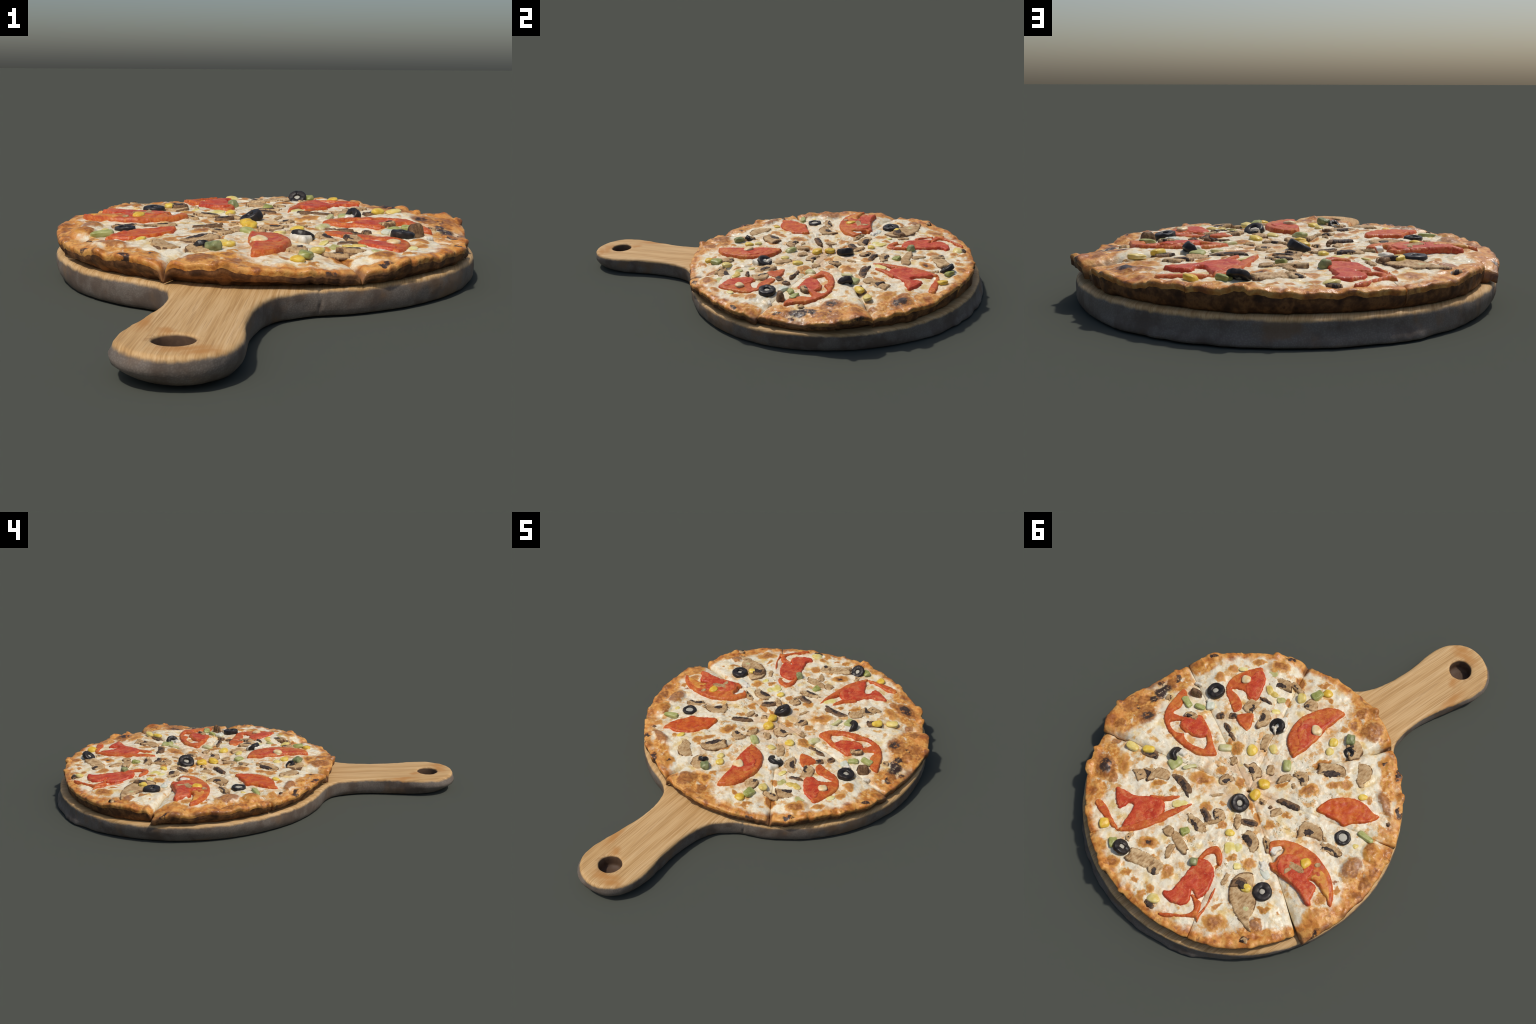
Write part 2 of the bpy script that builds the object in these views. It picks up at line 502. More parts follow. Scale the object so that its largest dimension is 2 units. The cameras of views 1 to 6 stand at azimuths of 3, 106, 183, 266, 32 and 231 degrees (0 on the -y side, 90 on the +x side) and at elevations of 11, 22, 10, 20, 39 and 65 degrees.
    pores = m.voronoi(m.mapping(m.obj, scale=(1, 1, 1)), 210)
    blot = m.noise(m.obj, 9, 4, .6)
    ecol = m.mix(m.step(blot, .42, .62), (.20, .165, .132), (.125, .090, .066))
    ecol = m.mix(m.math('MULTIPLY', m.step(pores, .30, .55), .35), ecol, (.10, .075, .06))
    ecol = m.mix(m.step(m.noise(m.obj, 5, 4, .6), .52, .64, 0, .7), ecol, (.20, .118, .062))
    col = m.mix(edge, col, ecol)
    bore = m.math('MULTIPLY', m.step(m.vec('DISTANCE', m.vec('MULTIPLY', m.obj, (1, 1, 0)), (HOLE[0], HOLE[1], 0)), .056, .052), m.step(X[2], .078, .072))
    col = m.mix(bore, col, m.mix(m.step(blot, .4, .6), (.085, .048, .028), (.17, .10, .055)))
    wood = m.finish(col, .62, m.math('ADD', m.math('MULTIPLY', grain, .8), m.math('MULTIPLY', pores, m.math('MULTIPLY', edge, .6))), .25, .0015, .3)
    board = bpy.data.objects.new('serving_board', None)
    COL.objects.link(board)
    board.location = (0, 0, 0)
    board['label'] = 'round bamboo serving board with a long handle and hanging hole'
    board['category'] = 'serving board'
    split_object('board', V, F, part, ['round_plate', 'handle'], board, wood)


build_board()

# ------------------------------------------------------------------ pizza base
pizza = bpy.data.objects.new('pizza', None)
COL.objects.link(pizza)
pizza.location = (PC[0], PC[1], BOARD_TOP)
pizza['label'] = 'baked vegetable pizza cut into eight slices with tomato, olives, mushrooms'
pizza['category'] = 'pizza'


def cheese_material():
    m = Nodes('baked_cheese_and_crust')
    X = m.xyz(m.obj)
    n1 = m.vec('SUBTRACT', m.noise(m.obj, 22, 3, color=True), (.5, .5, .5))
    n2 = m.vec('SUBTRACT', m.noise(m.obj, 95, 3, color=True), (.5, .5, .5))
    P = m.vec('ADD', m.obj, m.vec('ADD', m.vec('SCALE', n1, .052), m.vec('SCALE', n2, .018)))
    P = m.vec('MULTIPLY', P, (1, 1, 0))
    soft = m.noise(m.obj, 14, 4, .55)
    fine = m.noise(m.obj, 70, 4, .6)
    grit = m.noise(m.obj, 260, 2, .6)
    col = m.ramp(soft, [(.31, (.66, .42, .22)), (.39, (.75, .60, .39)), (.47, (.82, .745, .57)), (.58, (.81, .71, .50)), (.67, (.75, .54, .22))])
    col = m.mix(m.step(fine, .52, .72, 0, .55), col, (.70, .50, .28))
    col = m.mix(m.step(m.noise(m.obj, 38, 3), .54, .68, 0, .5), col, (.74, .50, .20))
    # golden flecks
    fl = m.step(m.noise(m.obj, 24, 3, .55), .55, .67, 0, .85)
    col = m.mix(fl, col, (.66, .33, .075))
    mid = m.step(m.ellipses(P, [(CUT[0] + .03, CUT[1] - .02, .26, .22, 0)]), .0, .8, 0, .75)
    col = m.mix(m.math('MULTIPLY', mid, m.step(m.noise(m.obj, 18, 4, .6), .40, .58)), col, (.66, .40, .20))
    # browned areas
    zone = m.step(m.ellipses(P, GOLDEN_ZONES), .0, .35)
    zn = m.math('MULTIPLY', zone, m.step(m.noise(m.obj, 34, 4, .6), .28, .46))
    zcol = m.mix(m.step(fine, .4, .62), (.54, .20, .030), (.72, .37, .095))
    col = m.mix(zn, col, zcol)
    g = m.ellipses(P, GOLDEN)
    gm = m.step(g, .0, .30)
    gcol = m.mix(m.step(g, .15, .6), (.66, .31, .050), (.44, .150, .015))
    gcol = m.mix(m.step(fine, .45, .62, 0, .5), gcol, (.62, .29, .055))
    col = m.mix(m.math('MULTIPLY', gm, .95), col, gcol)
    # rim of bare crust
    r = m.vec('DISTANCE', m.vec('MULTIPLY', m.obj, (1, 1, 0)), (PC[0], PC[1], 0))
    rr = m.math('ADD', r, m.math('MULTIPLY', m.math('SUBTRACT', m.noise(m.obj, 16, 4, .6), .5), .11))
    rimm = m.step(rr, .618, .652)
    ccol = m.ramp(m.noise(m.obj, 20, 4, .6), [(.32, (.34, .10, .018)), (.45, (.58, .215, .036)), (.57, (.72, .36, .090)), (.70, (.46, .16, .030))])
    col = m.mix(rimm, col, ccol)
    t = m.ellipses(P, TOASTED)
    tcol = m.mix(m.step(fine, .42, .62), (.29, .095, .018), (.45, .175, .036))
    col = m.mix(m.step(t, .0, .32, 0, .9), col, tcol)
    # scorched blisters along the crust and on the cheese
    sc = m.math('MULTIPLY', m.step(rr, .63, .67), m.step(m.noise(m.obj, 30, 4, .6), .55, .64))
    col = m.mix(m.math('MULTIPLY', sc, .7), col, (.22, .07, .022))
    tip = m.math('MULTIPLY', m.step(r, .672, .692), m.step(m.noise(m.obj, 18, 3), .40, .58))
    col = m.mix(m.math('MULTIPLY', tip, .8), col, (.16, .05, .02))
    b = m.ellipses(P, BURNT)
    bm = m.math('MULTIPLY', m.step(b, .0, .40), m.step(m.noise(m.obj, 60, 3, .6), .30, .50))
    col = m.mix(bm, col, (.05, .026, .017))
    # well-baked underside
    zz = m.math('ADD', X[2], m.math('MULTIPLY', m.math('SUBTRACT', m.noise(m.obj, 25, 4, .6), .5), .02))
    under = m.math('MULTIPLY', m.step(zz, .126, .108), m.step(r, .60, .64))
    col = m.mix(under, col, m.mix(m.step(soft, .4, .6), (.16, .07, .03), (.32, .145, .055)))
    # dried herbs
    hz = m.step(m.ellipses(P, HERB_ZONES), .0, .5, .35, 1)
    herb = m.math('MULTIPLY', m.step(m.noise(m.obj, 170, 2, .5), .58, .64), m.step(m.noise(m.obj, 24, 2), .42, .58))
    herb = m.math('MULTIPLY', m.math('MULTIPLY', herb, hz), m.math('SUBTRACT', 1, rimm))
    col = m.mix(m.math('MULTIPLY', herb, .85), col, (.17, .145, .035))
    bump = m.math('ADD', m.math('MULTIPLY', fine, .8), m.math('MULTIPLY', grit, .25))
    rough = m.step(m.noise(m.obj, 45, 3), .38, .62, .28, .56)
    return m.finish(col, rough, bump, .5, .005, .42)


CHEESE = cheese_material()


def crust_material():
    m = Nodes('browned_shaded_crust')  # browned crust; the shade below the lip is mixed into its colour
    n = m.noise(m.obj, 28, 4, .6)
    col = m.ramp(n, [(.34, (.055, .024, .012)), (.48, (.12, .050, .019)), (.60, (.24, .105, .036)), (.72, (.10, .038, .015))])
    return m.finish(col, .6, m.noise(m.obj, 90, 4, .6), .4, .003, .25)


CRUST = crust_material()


def slice_mesh(k):
    ctl = SLICES[k]
    a0, a1 = ctl[0][0], ctl[-1][0]
    ns = int(math.radians(a1 - a0) * .68 / .0046)
    nt = 140
    s = np.linspace(0, 1, ns + 1)
    t = np.linspace(.012, 1, nt + 1) ** .92
    ang = a0 + (a1 - a0) * s
    R, ZR = rim(k, ang)
    px, py = np.cos(np.radians(ang)), np.sin(np.radians(ang))
    flake = np.clip(vnoise(px * 16, py * 16, k * 3.1) * 2.2 - .7, 0, 1)      # curled, torn bits of the lip
    R = R + .005 * fbm(px * 9, py * 9, k, 2) + .0025 * fbm(px * 24, py * 24, k, 2) + .012 * flake
    lip = .0035 * fbm(px * 11, py * 11, k + 9, 2) + .011 * flake
    Q = np.c_[PC[0] + R * px, PC[1] + R * py]
    arm = Q - CUT
    L = np.hypot(*arm.T)
    along = np.roll(Q, -1, 0) - np.roll(Q, 1, 0)
    along[0], along[-1] = Q[1] - Q[0], Q[-1] - Q[-2]
    along /= np.linalg.norm(along, axis=1)[:, None]
    g0, g1 = SLIT[k], SLIT[(k + 1) % 8]
    width = np.linalg.norm(Q[-1] - Q[0])

    def pos(tt):
        """Points of all columns at radial fraction tt, pulled in by the slit."""
        g = .0002 + (np.array([g0, g1]) - .0002) * tt ** 6
        return CUT + arm * tt + along * (g[0] * (1 - s) ** 4 - g[1] * s ** 4)[:, None]

    top = []
    edge_r = .009
    for i, tt in enumerate(t):
        tq = tt * (1 - edge_r / .67)
        p = pos(tq)
        x, y = p.T
        z = base_height(tq, ZR) + swells(x, y) * (1 - .5 * sstep(.9, 1, tq))
        dcut = np.minimum(s, 1 - s) * width * tq
        gap = .35 + .65 * sstep(-.25, .25, fbm(x * 17, y * 17, 6.0, 2))          # cheese bridges parts of the cut
        crease = np.exp(-(dcut / .010) ** 2) * (.004 + .008 * sstep(.6, .95, tq)) * sstep(.05, .3, tq) * gap
        crease = (crease + np.exp(-(dcut / .0035) ** 2) * .003 * gap) * np.where(s < .5, CUT_DEPTH[k], CUT_DEPTH[(k + 1) % 8] * .8)
        rimz = sstep(.86, .95, tq)
        z = z + .006 * fbm(x * 9, y * 9, 3.3, 2) * (1 - .5 * rimz) + .0045 * fbm(x * 30, y * 30, 1.1, 2) + .0018 * fbm(x * 85, y * 85, 5.1, 2)
        z = z + rimz * (.007 * fbm(x * 24, y * 24, 8.8, 3)) + swelling(x, y)
        z = z - crease - .002 * sstep(.985, 1.0, tt) ** 2 + lip * sstep(.955, 1.0, tt)
        top.append(np.c_[x, y, z])
    zt = top[-1][:, 2]
    edge = []
    for q, dz in ((.55, .0015), (.95, .005), (1.0, .011), (.85, .019), (.75, .027), (.5, .036)):
        p = pos(1 - edge_r / .67 * (1 - q))
        n3 = fbm(p[:, 0] * 13, p[:, 1] * 13, dz * 60)
        edge.append(np.c_[p + arm / L[:, None] * (.0035 * n3)[:, None], np.maximum(zt - dz + .002 * n3, .085)])
    bottom = []
    for i, tt in enumerate(t[::-1]):
        tq = tt * (1 - UNDERCUT[k] / .67)
        p = pos(tq)
        z = np.full(len(p), BOARD_TOP + .0015) + .010 * sstep(.985, 1.0, tt)
        bottom.append(np.c_[p, z])
    rows = top + edge + bottom
    n, nr = ns + 1, len(rows)
    V = np.vstack(rows)
    F, part, baked = [], [], set()
    cheese_row = int(nt * .93)
    for i in range(nr - 1):
        for j in range(ns):
            F.append((i * n + j, (i + 1) * n + j, (i + 1) * n + j + 1, i * n + j + 1))
            part.append(1 if i < cheese_row else 0)
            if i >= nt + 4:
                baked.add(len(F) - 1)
    # cut faces on both sides, tip closed between the first and the last row
    for j, flip in ((0, False), (ns, True)):
        for i in range(nt):
            q = [i * n + j, (nr - 1 - i) * n + j, (nr - 2 - i) * n + j, (i + 1) * n + j]
            F.append(q[::-1] if flip else q)
            part.append(0)
        q = [i * n + j for i in range(nt, nt + len(edge) + 2)]
        F.append(q if flip else q[::-1])
        part.append(0)
    for j in range(ns):
        F.append((j, j + 1, (nr - 1) * n + j + 1, (nr - 1) * n + j))
        part.append(0)
    return V, F, part, baked


for k in range(8):
    V, F, part, baked = slice_mesh(k)
    crust, cheese = split_object('slice', V, F, part, ['pizza_slice', 'cheese_layer'], pizza, CHEESE)
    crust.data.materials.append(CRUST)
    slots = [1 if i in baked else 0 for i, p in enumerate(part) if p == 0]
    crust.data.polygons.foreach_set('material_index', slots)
    cheese.parent = crust
    cheese.matrix_parent_inverse = Matrix.Identity(4)

# ------------------------------------------------------------------ soft slabs: tomato, mushroom
def slab(outline, holes=(), thick=.014, step=.005, rounding=.55, lift=0.0, tilt=(0, 0), dome=0.0, rough=.0015, seed=0, sink=.010, jag=.001, lip=.05):
    """A soft cut piece: a flat outline given thickness, rounded edges, and laid over the cheese."""
    loops = []
    for i, o in enumerate([outline, *holes]):
        c = catmull(o, step * .8)
        per = np.hypot(*np.diff(np.vstack([c, c[:1]]), axis=0).T).sum()
        c = even(c, max(10, int(per / (step * .9))))
        c = c + jag * np.c_[vnoise(c[:, 0] * 150, c[:, 1] * 150, seed), vnoise(c[:, 0] * 150, c[:, 1] * 150, seed + 5)]
        loops.append(c)
    v, f = fill(loops, step)
    mid = loops[0].mean(0)
    d = edge_distance(loops, v)
    e = thick * rounding
    k = np.clip(d / e, 0, 1)
    prof = np.sqrt(1 - (1 - k) ** 2) * (1 - lip) + lip
    base = surface(v[:, 0], v[:, 1])
    m = surface(*mid)
    base = .8 * base + .2 * m
    rel = v - mid
    z1 = base + lift + thick * prof + rel @ np.array(tilt) + dome * sstep(0, np.max(d) + 1e-6, d)
    z1 = z1 + rough * fbm(v[:, 0] * 45, v[:, 1] * 45, seed, 3) * k
    z0 = base - sink + np.minimum(rel @ np.array(tilt), 0)
    n = len(v)
    verts = np.vstack([np.c_[v, z1], np.c_[v, z0]])
    faces = [tuple(t) for t in f] + [tuple(t[::-1] + n) for t in f]
    off = 0
    for lp_i, lp in enumerate(loops):
        cnt = len(lp)
        a = np.sum(lp[:, 0] * np.roll(lp[:, 1], -1) - lp[:, 1] * np.roll(lp[:, 0], -1))
        ccw = (a > 0) == (lp_i == 0)
        for i in range(cnt):
            p, q = off + i, off + (i + 1) % cnt
            faces.append((p, p + n, q + n, q) if ccw else (q, q + n, p + n, p))
        off += cnt
    origin = np.array([*mid, m])
    return verts - origin, faces, origin


def place(name, data, parent, mat):
    v, f, o = data
    return add(name, new_mesh(name, v, f), parent, mat, o)


def child_of(ob, parent):
    ob.parent = parent
    ob.matrix_parent_inverse = Matrix.Translation(-parent.location)


def tomato_material(name, a, b, c, pale):
    m = Nodes(name)
    n = m.noise(m.obj, 22, 4, .6, 1.0)
    col = m.ramp(n, [(.34, a), (.5, b), (.66, c)])
    streak = m.noise(m.mapping(m.obj, scale=(1, .3, 1)), 70, 4, .65, 1.5)
    col = m.mix(m.step(streak, .50, .68, 0, .6), col, c)
    col = m.mix(m.step(m.noise(m.obj, 48, 3, .6), .54, .66, 0, .6), col, a)
    col = m.mix(m.step(m.noise(m.obj, 34, 3, .6, 1.2), .57, .68, 0, .7), col, pale)
    col = m.mix(m.step(m.noise(m.obj, 180, 2), .62, .72, 0, .25), col, (.75, .45, .25))
    return m.finish(col, .44, m.noise(m.obj, 110, 4, .6), .3, .002, .32)


TOMATO_SKIN = tomato_material('tomato_wall', (.42, .058, .012), (.54, .100, .019), (.62, .19, .034), (.62, .24, .045))
TOMATO_PULP = tomato_material('tomato_pulp', (.42, .032, .011), (.54, .062, .018), (.62, .15, .045), (.60, .19, .075))
TOMATO_BAKED = tomato_material('tomato_baked', (.46, .05, .010), (.56, .09, .012), (.64, .17, .02), (.62, .17, .03))


PERICARP = tomato_material('tomato_pale_wall', (.54, .13, .02), (.62, .24, .035), (.68, .34, .06), (.70, .38, .08))


def tomato(skins, pulps, holes=(), lift=.0, thick=.015, tilt=(0, 0), skin_mat=None, pulp_up=.002, pulp_rough=.003):
    tid = len(bpy.data.objects)
    first = None
    for i, s in enumerate(skins):
        ob = place('tomato_slice' if i == 0 else 'tomato_wall', slab(s, holes if i == 0 else (), thick, lift=lift, tilt=tilt, seed=tid + i, rough=.003, lip=-.15), pizza, skin_mat or TOMATO_SKIN)
        if first is None:
            first = ob
        else:
            child_of(ob, first)
    for i, s in enumerate(pulps):
        ob = place('tomato_pulp' if first else 'tomato_slice', slab(s, (), thick, lift=lift + pulp_up, tilt=tilt, seed=tid + 50 + i, rough=pulp_rough, lip=-.05, jag=.002), pizza, TOMATO_PULP)
        if first is None:
            first = ob
        else:
            child_of(ob, first)


tomato([[(.553, .189), (.54, .245), (.521, .301), (.485, .344), (.433, .366), (.379, .369), (.328, .365), (.275, .351), (.233, .329), (.197, .276), (.245, .254), (.289, .232), (.327, .219), (.375, .209), (.393, .209), (.415, .24), (.432, .27), (.481, .295), (.481, .252), (.497, .228), (.514, .194)]], [[(.421, .3), (.425, .27), (.404, .236), (.384, .212), (.352, .224), (.317, .223), (.295, .249), (.307, .279), (.336, .299), (.367, .307), (.394, .314)]],
       [[(.448, .338), (.441, .315), (.423, .298), (.406, .316), (.366, .319), (.392, .342), (.417, .347)], [(.359, .327), (.357, .308), (.334, .301), (.313, .281), (.303, .258), (.276, .268), (.254, .295), (.273, .311), (.302, .325), (.332, .332)]], lift=.000, thick=.010)
tomato([[(.415, -.152), (.444, -.099), (.461, -.024), (.444, .033), (.403, .063), (.356, .077), (.312, .092), (.302, .063), (.324, .037), (.366, .021), (.412, .024), (.396, .002), (.36, -.011), (.33, 0), (.304, -.014), (.303, -.046), (.334, -.094), (.357, -.128), (.384, -.131)], [(.296, .09), (.278, .051), (.253, .027), (.225, .055), (.199, .103), (.227, .109), (.261, .108)]],
       [[(.408, -.138), (.411, -.092), (.398, -.05), (.368, -.015), (.323, -.007), (.305, -.04), (.332, -.095), (.361, -.128)]], lift=-.001, thick=.008)
tomato([[(-.001, -.283), (.034, -.272), (.065, -.247), (.083, -.211), (.095, -.17), (.106, -.122), (.098, -.071), (.078, -.027), (.058, 0), (.026, .019), (-.021, .033), (-.026, .006), (-.029, -.035), (-.025, -.094), (-.01, -.17), (-.008, -.223), (-.006, -.26)]], [[(.005, -.246), (.035, -.208), (.051, -.164), (.083, -.141), (.081, -.092), (.058, -.051), (.012, -.024), (-.021, .014), (-.026, -.038), (-.02, -.096), (-.005, -.168), (-.003, -.217)]], lift=.000, thick=.014, pulp_up=.001)
tomato([[(-.27, .11), (-.262, .072), (-.268, .029), (-.292, -.012), (-.333, -.051), (-.383, -.069), (-.425, -.068), (-.458, -.077), (-.452, -.032), (-.431, .004), (-.407, .039), (-.393, .069), (-.363, .074), (-.344, .082), (-.307, .099)]], [], lift=.0, thick=.009, skin_mat=TOMATO_BAKED)
tomato([[(-.258, .343), (-.28, .305), (-.319, .271), (-.364, .25), (-.419, .236), (-.472, .239), (-.515, .246), (-.559, .266), (-.596, .294), (-.624, .33), (-.608, .337), (-.585, .323), (-.566, .324), (-.542, .316), (-.507, .316), (-.484, .332), (-.482, .383), (-.455, .395), (-.41, .405), (-.373, .413), (-.353, .419), (-.324, .405), (-.336, .388), (-.326, .362), (-.327, .334), (-.311, .324), (-.291, .355), (-.296, .379), (-.277, .372)]], [[(-.344, .381), (-.339, .335), (-.371, .303), (-.422, .286), (-.455, .275), (-.477, .308), (-.483, .331), (-.52, .325), (-.543, .352), (-.552, .377), (-.569, .39), (-.559, .406), (-.533, .401), (-.487, .395), (-.426, .4), (-.376, .406)]], lift=.003, thick=.012, pulp_up=.003, pulp_rough=.002)
wall = place('tomato_wall', slab([(-.481, .321), (-.477, .285), (-.483, .263), (-.524, .265), (-.566, .287), (-.601, .318), (-.608, .334), (-.585, .323), (-.564, .323), (-.536, .316), (-.504, .316)], (), .012, lift=.0042, rough=.002, seed=501), pizza, PERICARP)
tomato([[(.185, .803), (.178, .752), (.142, .676), (.12, .589), (.084, .492), (.076, .512), (.086, .591), (.108, .689), (.143, .766), (.174, .8)], [(.224, .605), (.185, .564), (.144, .511), (.136, .526), (.162, .581), (.198, .613)], [(.351, .801), (.343, .775), (.29, .775), (.253, .784), (.183, .796), (.191, .809), (.239, .811), (.306, .812)]],
       [[(.343, .695), (.307, .672), (.258, .65), (.217, .605), (.168, .577), (.128, .6), (.117, .649), (.146, .707), (.161, .758), (.183, .78), (.204, .74), (.224, .689), (.246, .693), (.254, .738), (.289, .733)]], lift=-.001, thick=.010, pulp_up=.001)
tomato([[(-.207, .879), (-.232, .846), (-.267, .812), (-.285, .782), (-.283, .759), (-.256, .742), (-.231, .736), (-.233, .723), (-.259, .723), (-.279, .72), (-.299, .736), (-.31, .755), (-.3, .709), (-.278, .67), (-.263, .629), (-.285, .655), (-.309, .705), (-.322, .754), (-.335, .783), (-.318, .777), (-.292, .803), (-.258, .844), (-.227, .876)], [(-.127, .621), (-.116, .57), (-.124, .536), (-.143, .522), (-.179, .532), (-.204, .554), (-.209, .571), (-.19, .57), (-.158, .556), (-.141, .578), (-.141, .612)]], [[(-.152, .818), (-.148, .802), (-.165, .781), (-.153, .728), (-.137, .665), (-.128, .624), (-.156, .594), (-.191, .592), (-.221, .607), (-.245, .637), (-.262, .675), (-.266, .7), (-.258, .725), (-.217, .717), (-.239, .741), (-.252, .762), (-.242, .788), (-.215, .807), (-.187, .819)]], lift=-.001, thick=.010, pulp_up=.002)

# ------------------------------------------------------------------ mushrooms
def mushroom_material(name, edge, mid, pale):
    m = Nodes(name)
    n = m.noise(m.obj, 34, 4, .55, .6)
    st = m.noise(m.mapping(m.obj, rot=(0, 0, .8), scale=(1, .25, 1)), 160, 3)
    col = m.ramp(m.math('ADD', m.math('MULTIPLY', n, .65), m.math('MULTIPLY', st, .35)), [(.34, edge), (.45, mid), (.58, pale)])
    tint = m.step(m.random(), 0, 1, .0, .4)
    col = m.mix(tint, col, mid)
    crack = m.voronoi(m.vec('ADD', m.obj, m.vec('SCALE', m.noise(m.obj, 80, 2, color=True), .012)), 75, 'DISTANCE_TO_EDGE')
    col = m.mix(m.step(crack, .05, .0, 0, .3), col, edge)
    return m.finish(col, .55, st, .25, .0012, .2)


MUSH = mushroom_material('mushroom_flesh', (.15, .072, .028), (.44, .265, .115), (.64, .46, .25))
MUSH_RIND = mushroom_material('mushroom_rind', (.075, .036, .018), (.16, .085, .04), (.30, .18, .09))
GILL = mushroom_material('mushroom_gills', (.018, .013, .012), (.045, .03, .024), (.12, .075, .048))


def bent(a, b, bend, rough, seed, u0=-1, u1=1, v0=-1, v1=1, n=14):
    """Outline of a bent strip with round ends, in its own axes."""
    th = np.linspace(0, 2 * math.pi, n, endpoint=False)
    cu, cv = np.cos(th), np.sin(th)
    cu, cv = np.sign(cu) * np.abs(cu) ** .7, np.sign(cv) * np.abs(cv) ** .7
    u = (u0 + u1) / 2 + (u1 - u0) / 2 * cu
    v = (v0 + v1) / 2 + (v1 - v0) / 2 * cv
    g = 1 + rough * vnoise(np.cos(th) * 1.7 + seed, np.sin(th) * 1.7, seed * 1.3)
    return np.c_[a * u * g, b * v * g + bend * b * (u * u - .35)]


def turn(p, x, y, ang):
    c, s = math.cos(math.radians(ang)), math.sin(math.radians(ang))
    return np.c_[x + p[:, 0] * c - p[:, 1] * s, y + p[:, 0] * s + p[:, 1] * c]


def rind(outline, th, lift, tl, seed):
    """Dark skin that edges a mushroom slice."""
    c = np.array(outline).mean(0)
    d = np.array(outline) - c
    k = 1 - .0028 / np.maximum(np.linalg.norm(d, axis=1), .006) * (.7 + .7 * vnoise(np.arange(len(d)) * .7, seed))
    return place('mushroom_rind', slab(c + d * 1.03, [c + d * k[:, None]], th, .0022, .4, lift + .0004, tl, rough=.001, seed=seed, jag=.0008, lip=-.2), pizza, MUSH_RIND)


# x, y, half length, half width, angle, bend, thickness, lift, gills (0 none, 1 strip, 2 mostly dark)
MUSHROOMS = [
    (.326, .574, .029, .031, 159, -.3, .012, .002, 1), (.299, .546, .031, .025, 157, -.6, .014, .004, 1),
    (.272, .513, .034, .026, -144, -.2, .014, .005, 0), (.181, .469, .065, .018, 178, -.7, .012, .002, 2),
    (.005, .478, .043, .015, 165, -.5, .012, .003, 2), (-.03, .435, .03, .024, 155, -.2, .016, .004, 1),
    (-.034, .485, .043, .01, -114, -.2, .008, .001, 0), (-.007, .534, .049, .022, 179, -.3, .012, .002, 1),
    (-.103, .392, .034, .017, 138, -.2, .012, .002, 0), (-.136, .359, .039, .016, -141, -.1, .012, .003, 2),
    (-.201, .405, .046, .026, 166, -.6, .012, .002, 1), (.044, .639, .027, .023, -174, -.1, .012, .003, 0),
    (-.02, .635, .06, .02, 169, .2, .012, .003, 0), (-.027, .691, .034, .016, -65, -.1, .016, .004, 0),
    (.01, .794, .064, .033, -154, -.05, .012, .003, 0), (-.049, .774, .027, .032, -135, -.1, .014, .004, 1),
    (-.324, .191, .049, .031, -135, -.9, .01, -.001, 1), (-.39, .167, .015, .011, 162, -.2, .008, -.002, 1),
    (-.441, .17, .047, .02, -157, -.3, .008, -.002, 1), (-.174, -.057, .067, .031, -137, -.25, .014, .002, 1),
    (-.27, -.153, .051, .033, 131, -.5, .012, .002, 0), (-.288, -.115, .026, .015, 163, -.1, .01, .001, 0),
    (-.073, .117, .034, .018, -118, -.3, .012, .001, 0), (-.124, .061, .036, .024, 171, -.3, .012, .001, 1),
    (-.004, .14, .018, .025, -129, -.1, .016, .004, 0), (.041, .195, .04, .024, 169, -.4, .014, .003, 1),
    (.13, .234, .022, .017, 165, -.1, .016, .002, 0), (.08, .313, .03, .022, -106, -.4, .014, .002, 1),
    (-.177, .178, .051, .014, -153, 0, .012, .004, 2), (-.17, .244, .026, .018, -106, -.3, .01, -.001, 0),
    (.205, .007, .049, .025, 125, -.8, .012, .002, 1), (.292, .009, .039, .028, -79, -.3, .02, .006, 1),
    (.297, -.156, .054, .027, -144, -.5, .014, .003, 1), (.237, -.206, .036, .015, -180, -.2, .012, .001, 1),
    (.27, -.057, .031, .011, -165, -.1, .012, .003, 2), (.112, .069, .048, .019, -64, -.4, .01, -.001, 0),
    (.268, .157, .028, .011, 166, -.3, .012, .002, 2), (.231, .167, .025, .01, 177, -.2, .01, 0, 2),
    (.341, .144, .018, .018, -128, -.1, .016, .003, 2), (.304, .103, .021, .016, -128, -.1, .016, .004, 2),
    (.413, .245, .029, .015, -154, -.5, .012, .01, 1), (-.406, .342, .046, .017, -159, -.4, .02, .012, 0),
    (-.399, .371, .018, .011, -103, -.2, .014, .012, 0), (-.461, .262, .013, .011, -123, -.1, .012, .012, 0),
    (-.261, .361, .035, .016, 154, -.4, .014, .004, 1), (-.267, .583, .027, .013, -66, 0, .01, .001, 0),
    (.122, -.193, .036, .026, -159, -.3, .018, .003, 1), (.496, .158, .03, .019, -153, -.2, .034, .004, 2),
    (.558, .262, .017, .013, -75, -.3, .014, .002, 1), (.384, .491, .036, .02, -143, -.3, .016, .002, 2),
    (-.159, -.2, .046, .033, 150, -.4, .014, .002, 1), (-.504, -.085, .009, .01, -109, -.1, .008, .001, 2),
    (.128, .782, .02, .013, -71, -.6, .01, .001, 1), (-.153, .883, .025, .012, -169, -.2, .014, 0, 2),
    (-.126, .112, .013, .011, 173, -.3, .008, -.001, 1), (-.097, .112, .007, .006, -108, -.1, .006, -.001, 2),
    (-.097, .257, .018, .013, -154, -.2, .01, .001, 1), (-.137, .247, .008, .008, -130, -.1, .008, .001, 2),
    (-.321, .551, .036, .023, -142, -.6, .014, .01, 2), (.048, .387, .028, .007, -118, -.3, .004, 0, 0),
    (.153, .3, .01, .006, -176, -.2, .006, 0, 0), (-.401, .148, .006, .005, -86, 0, .006, -.001, 2),
    (-.51, .683, .016, .011, -153, -.4, .012, .004, 1), (-.458, .63, .01, .018, -99, 0, .004, -.001, 0),
]
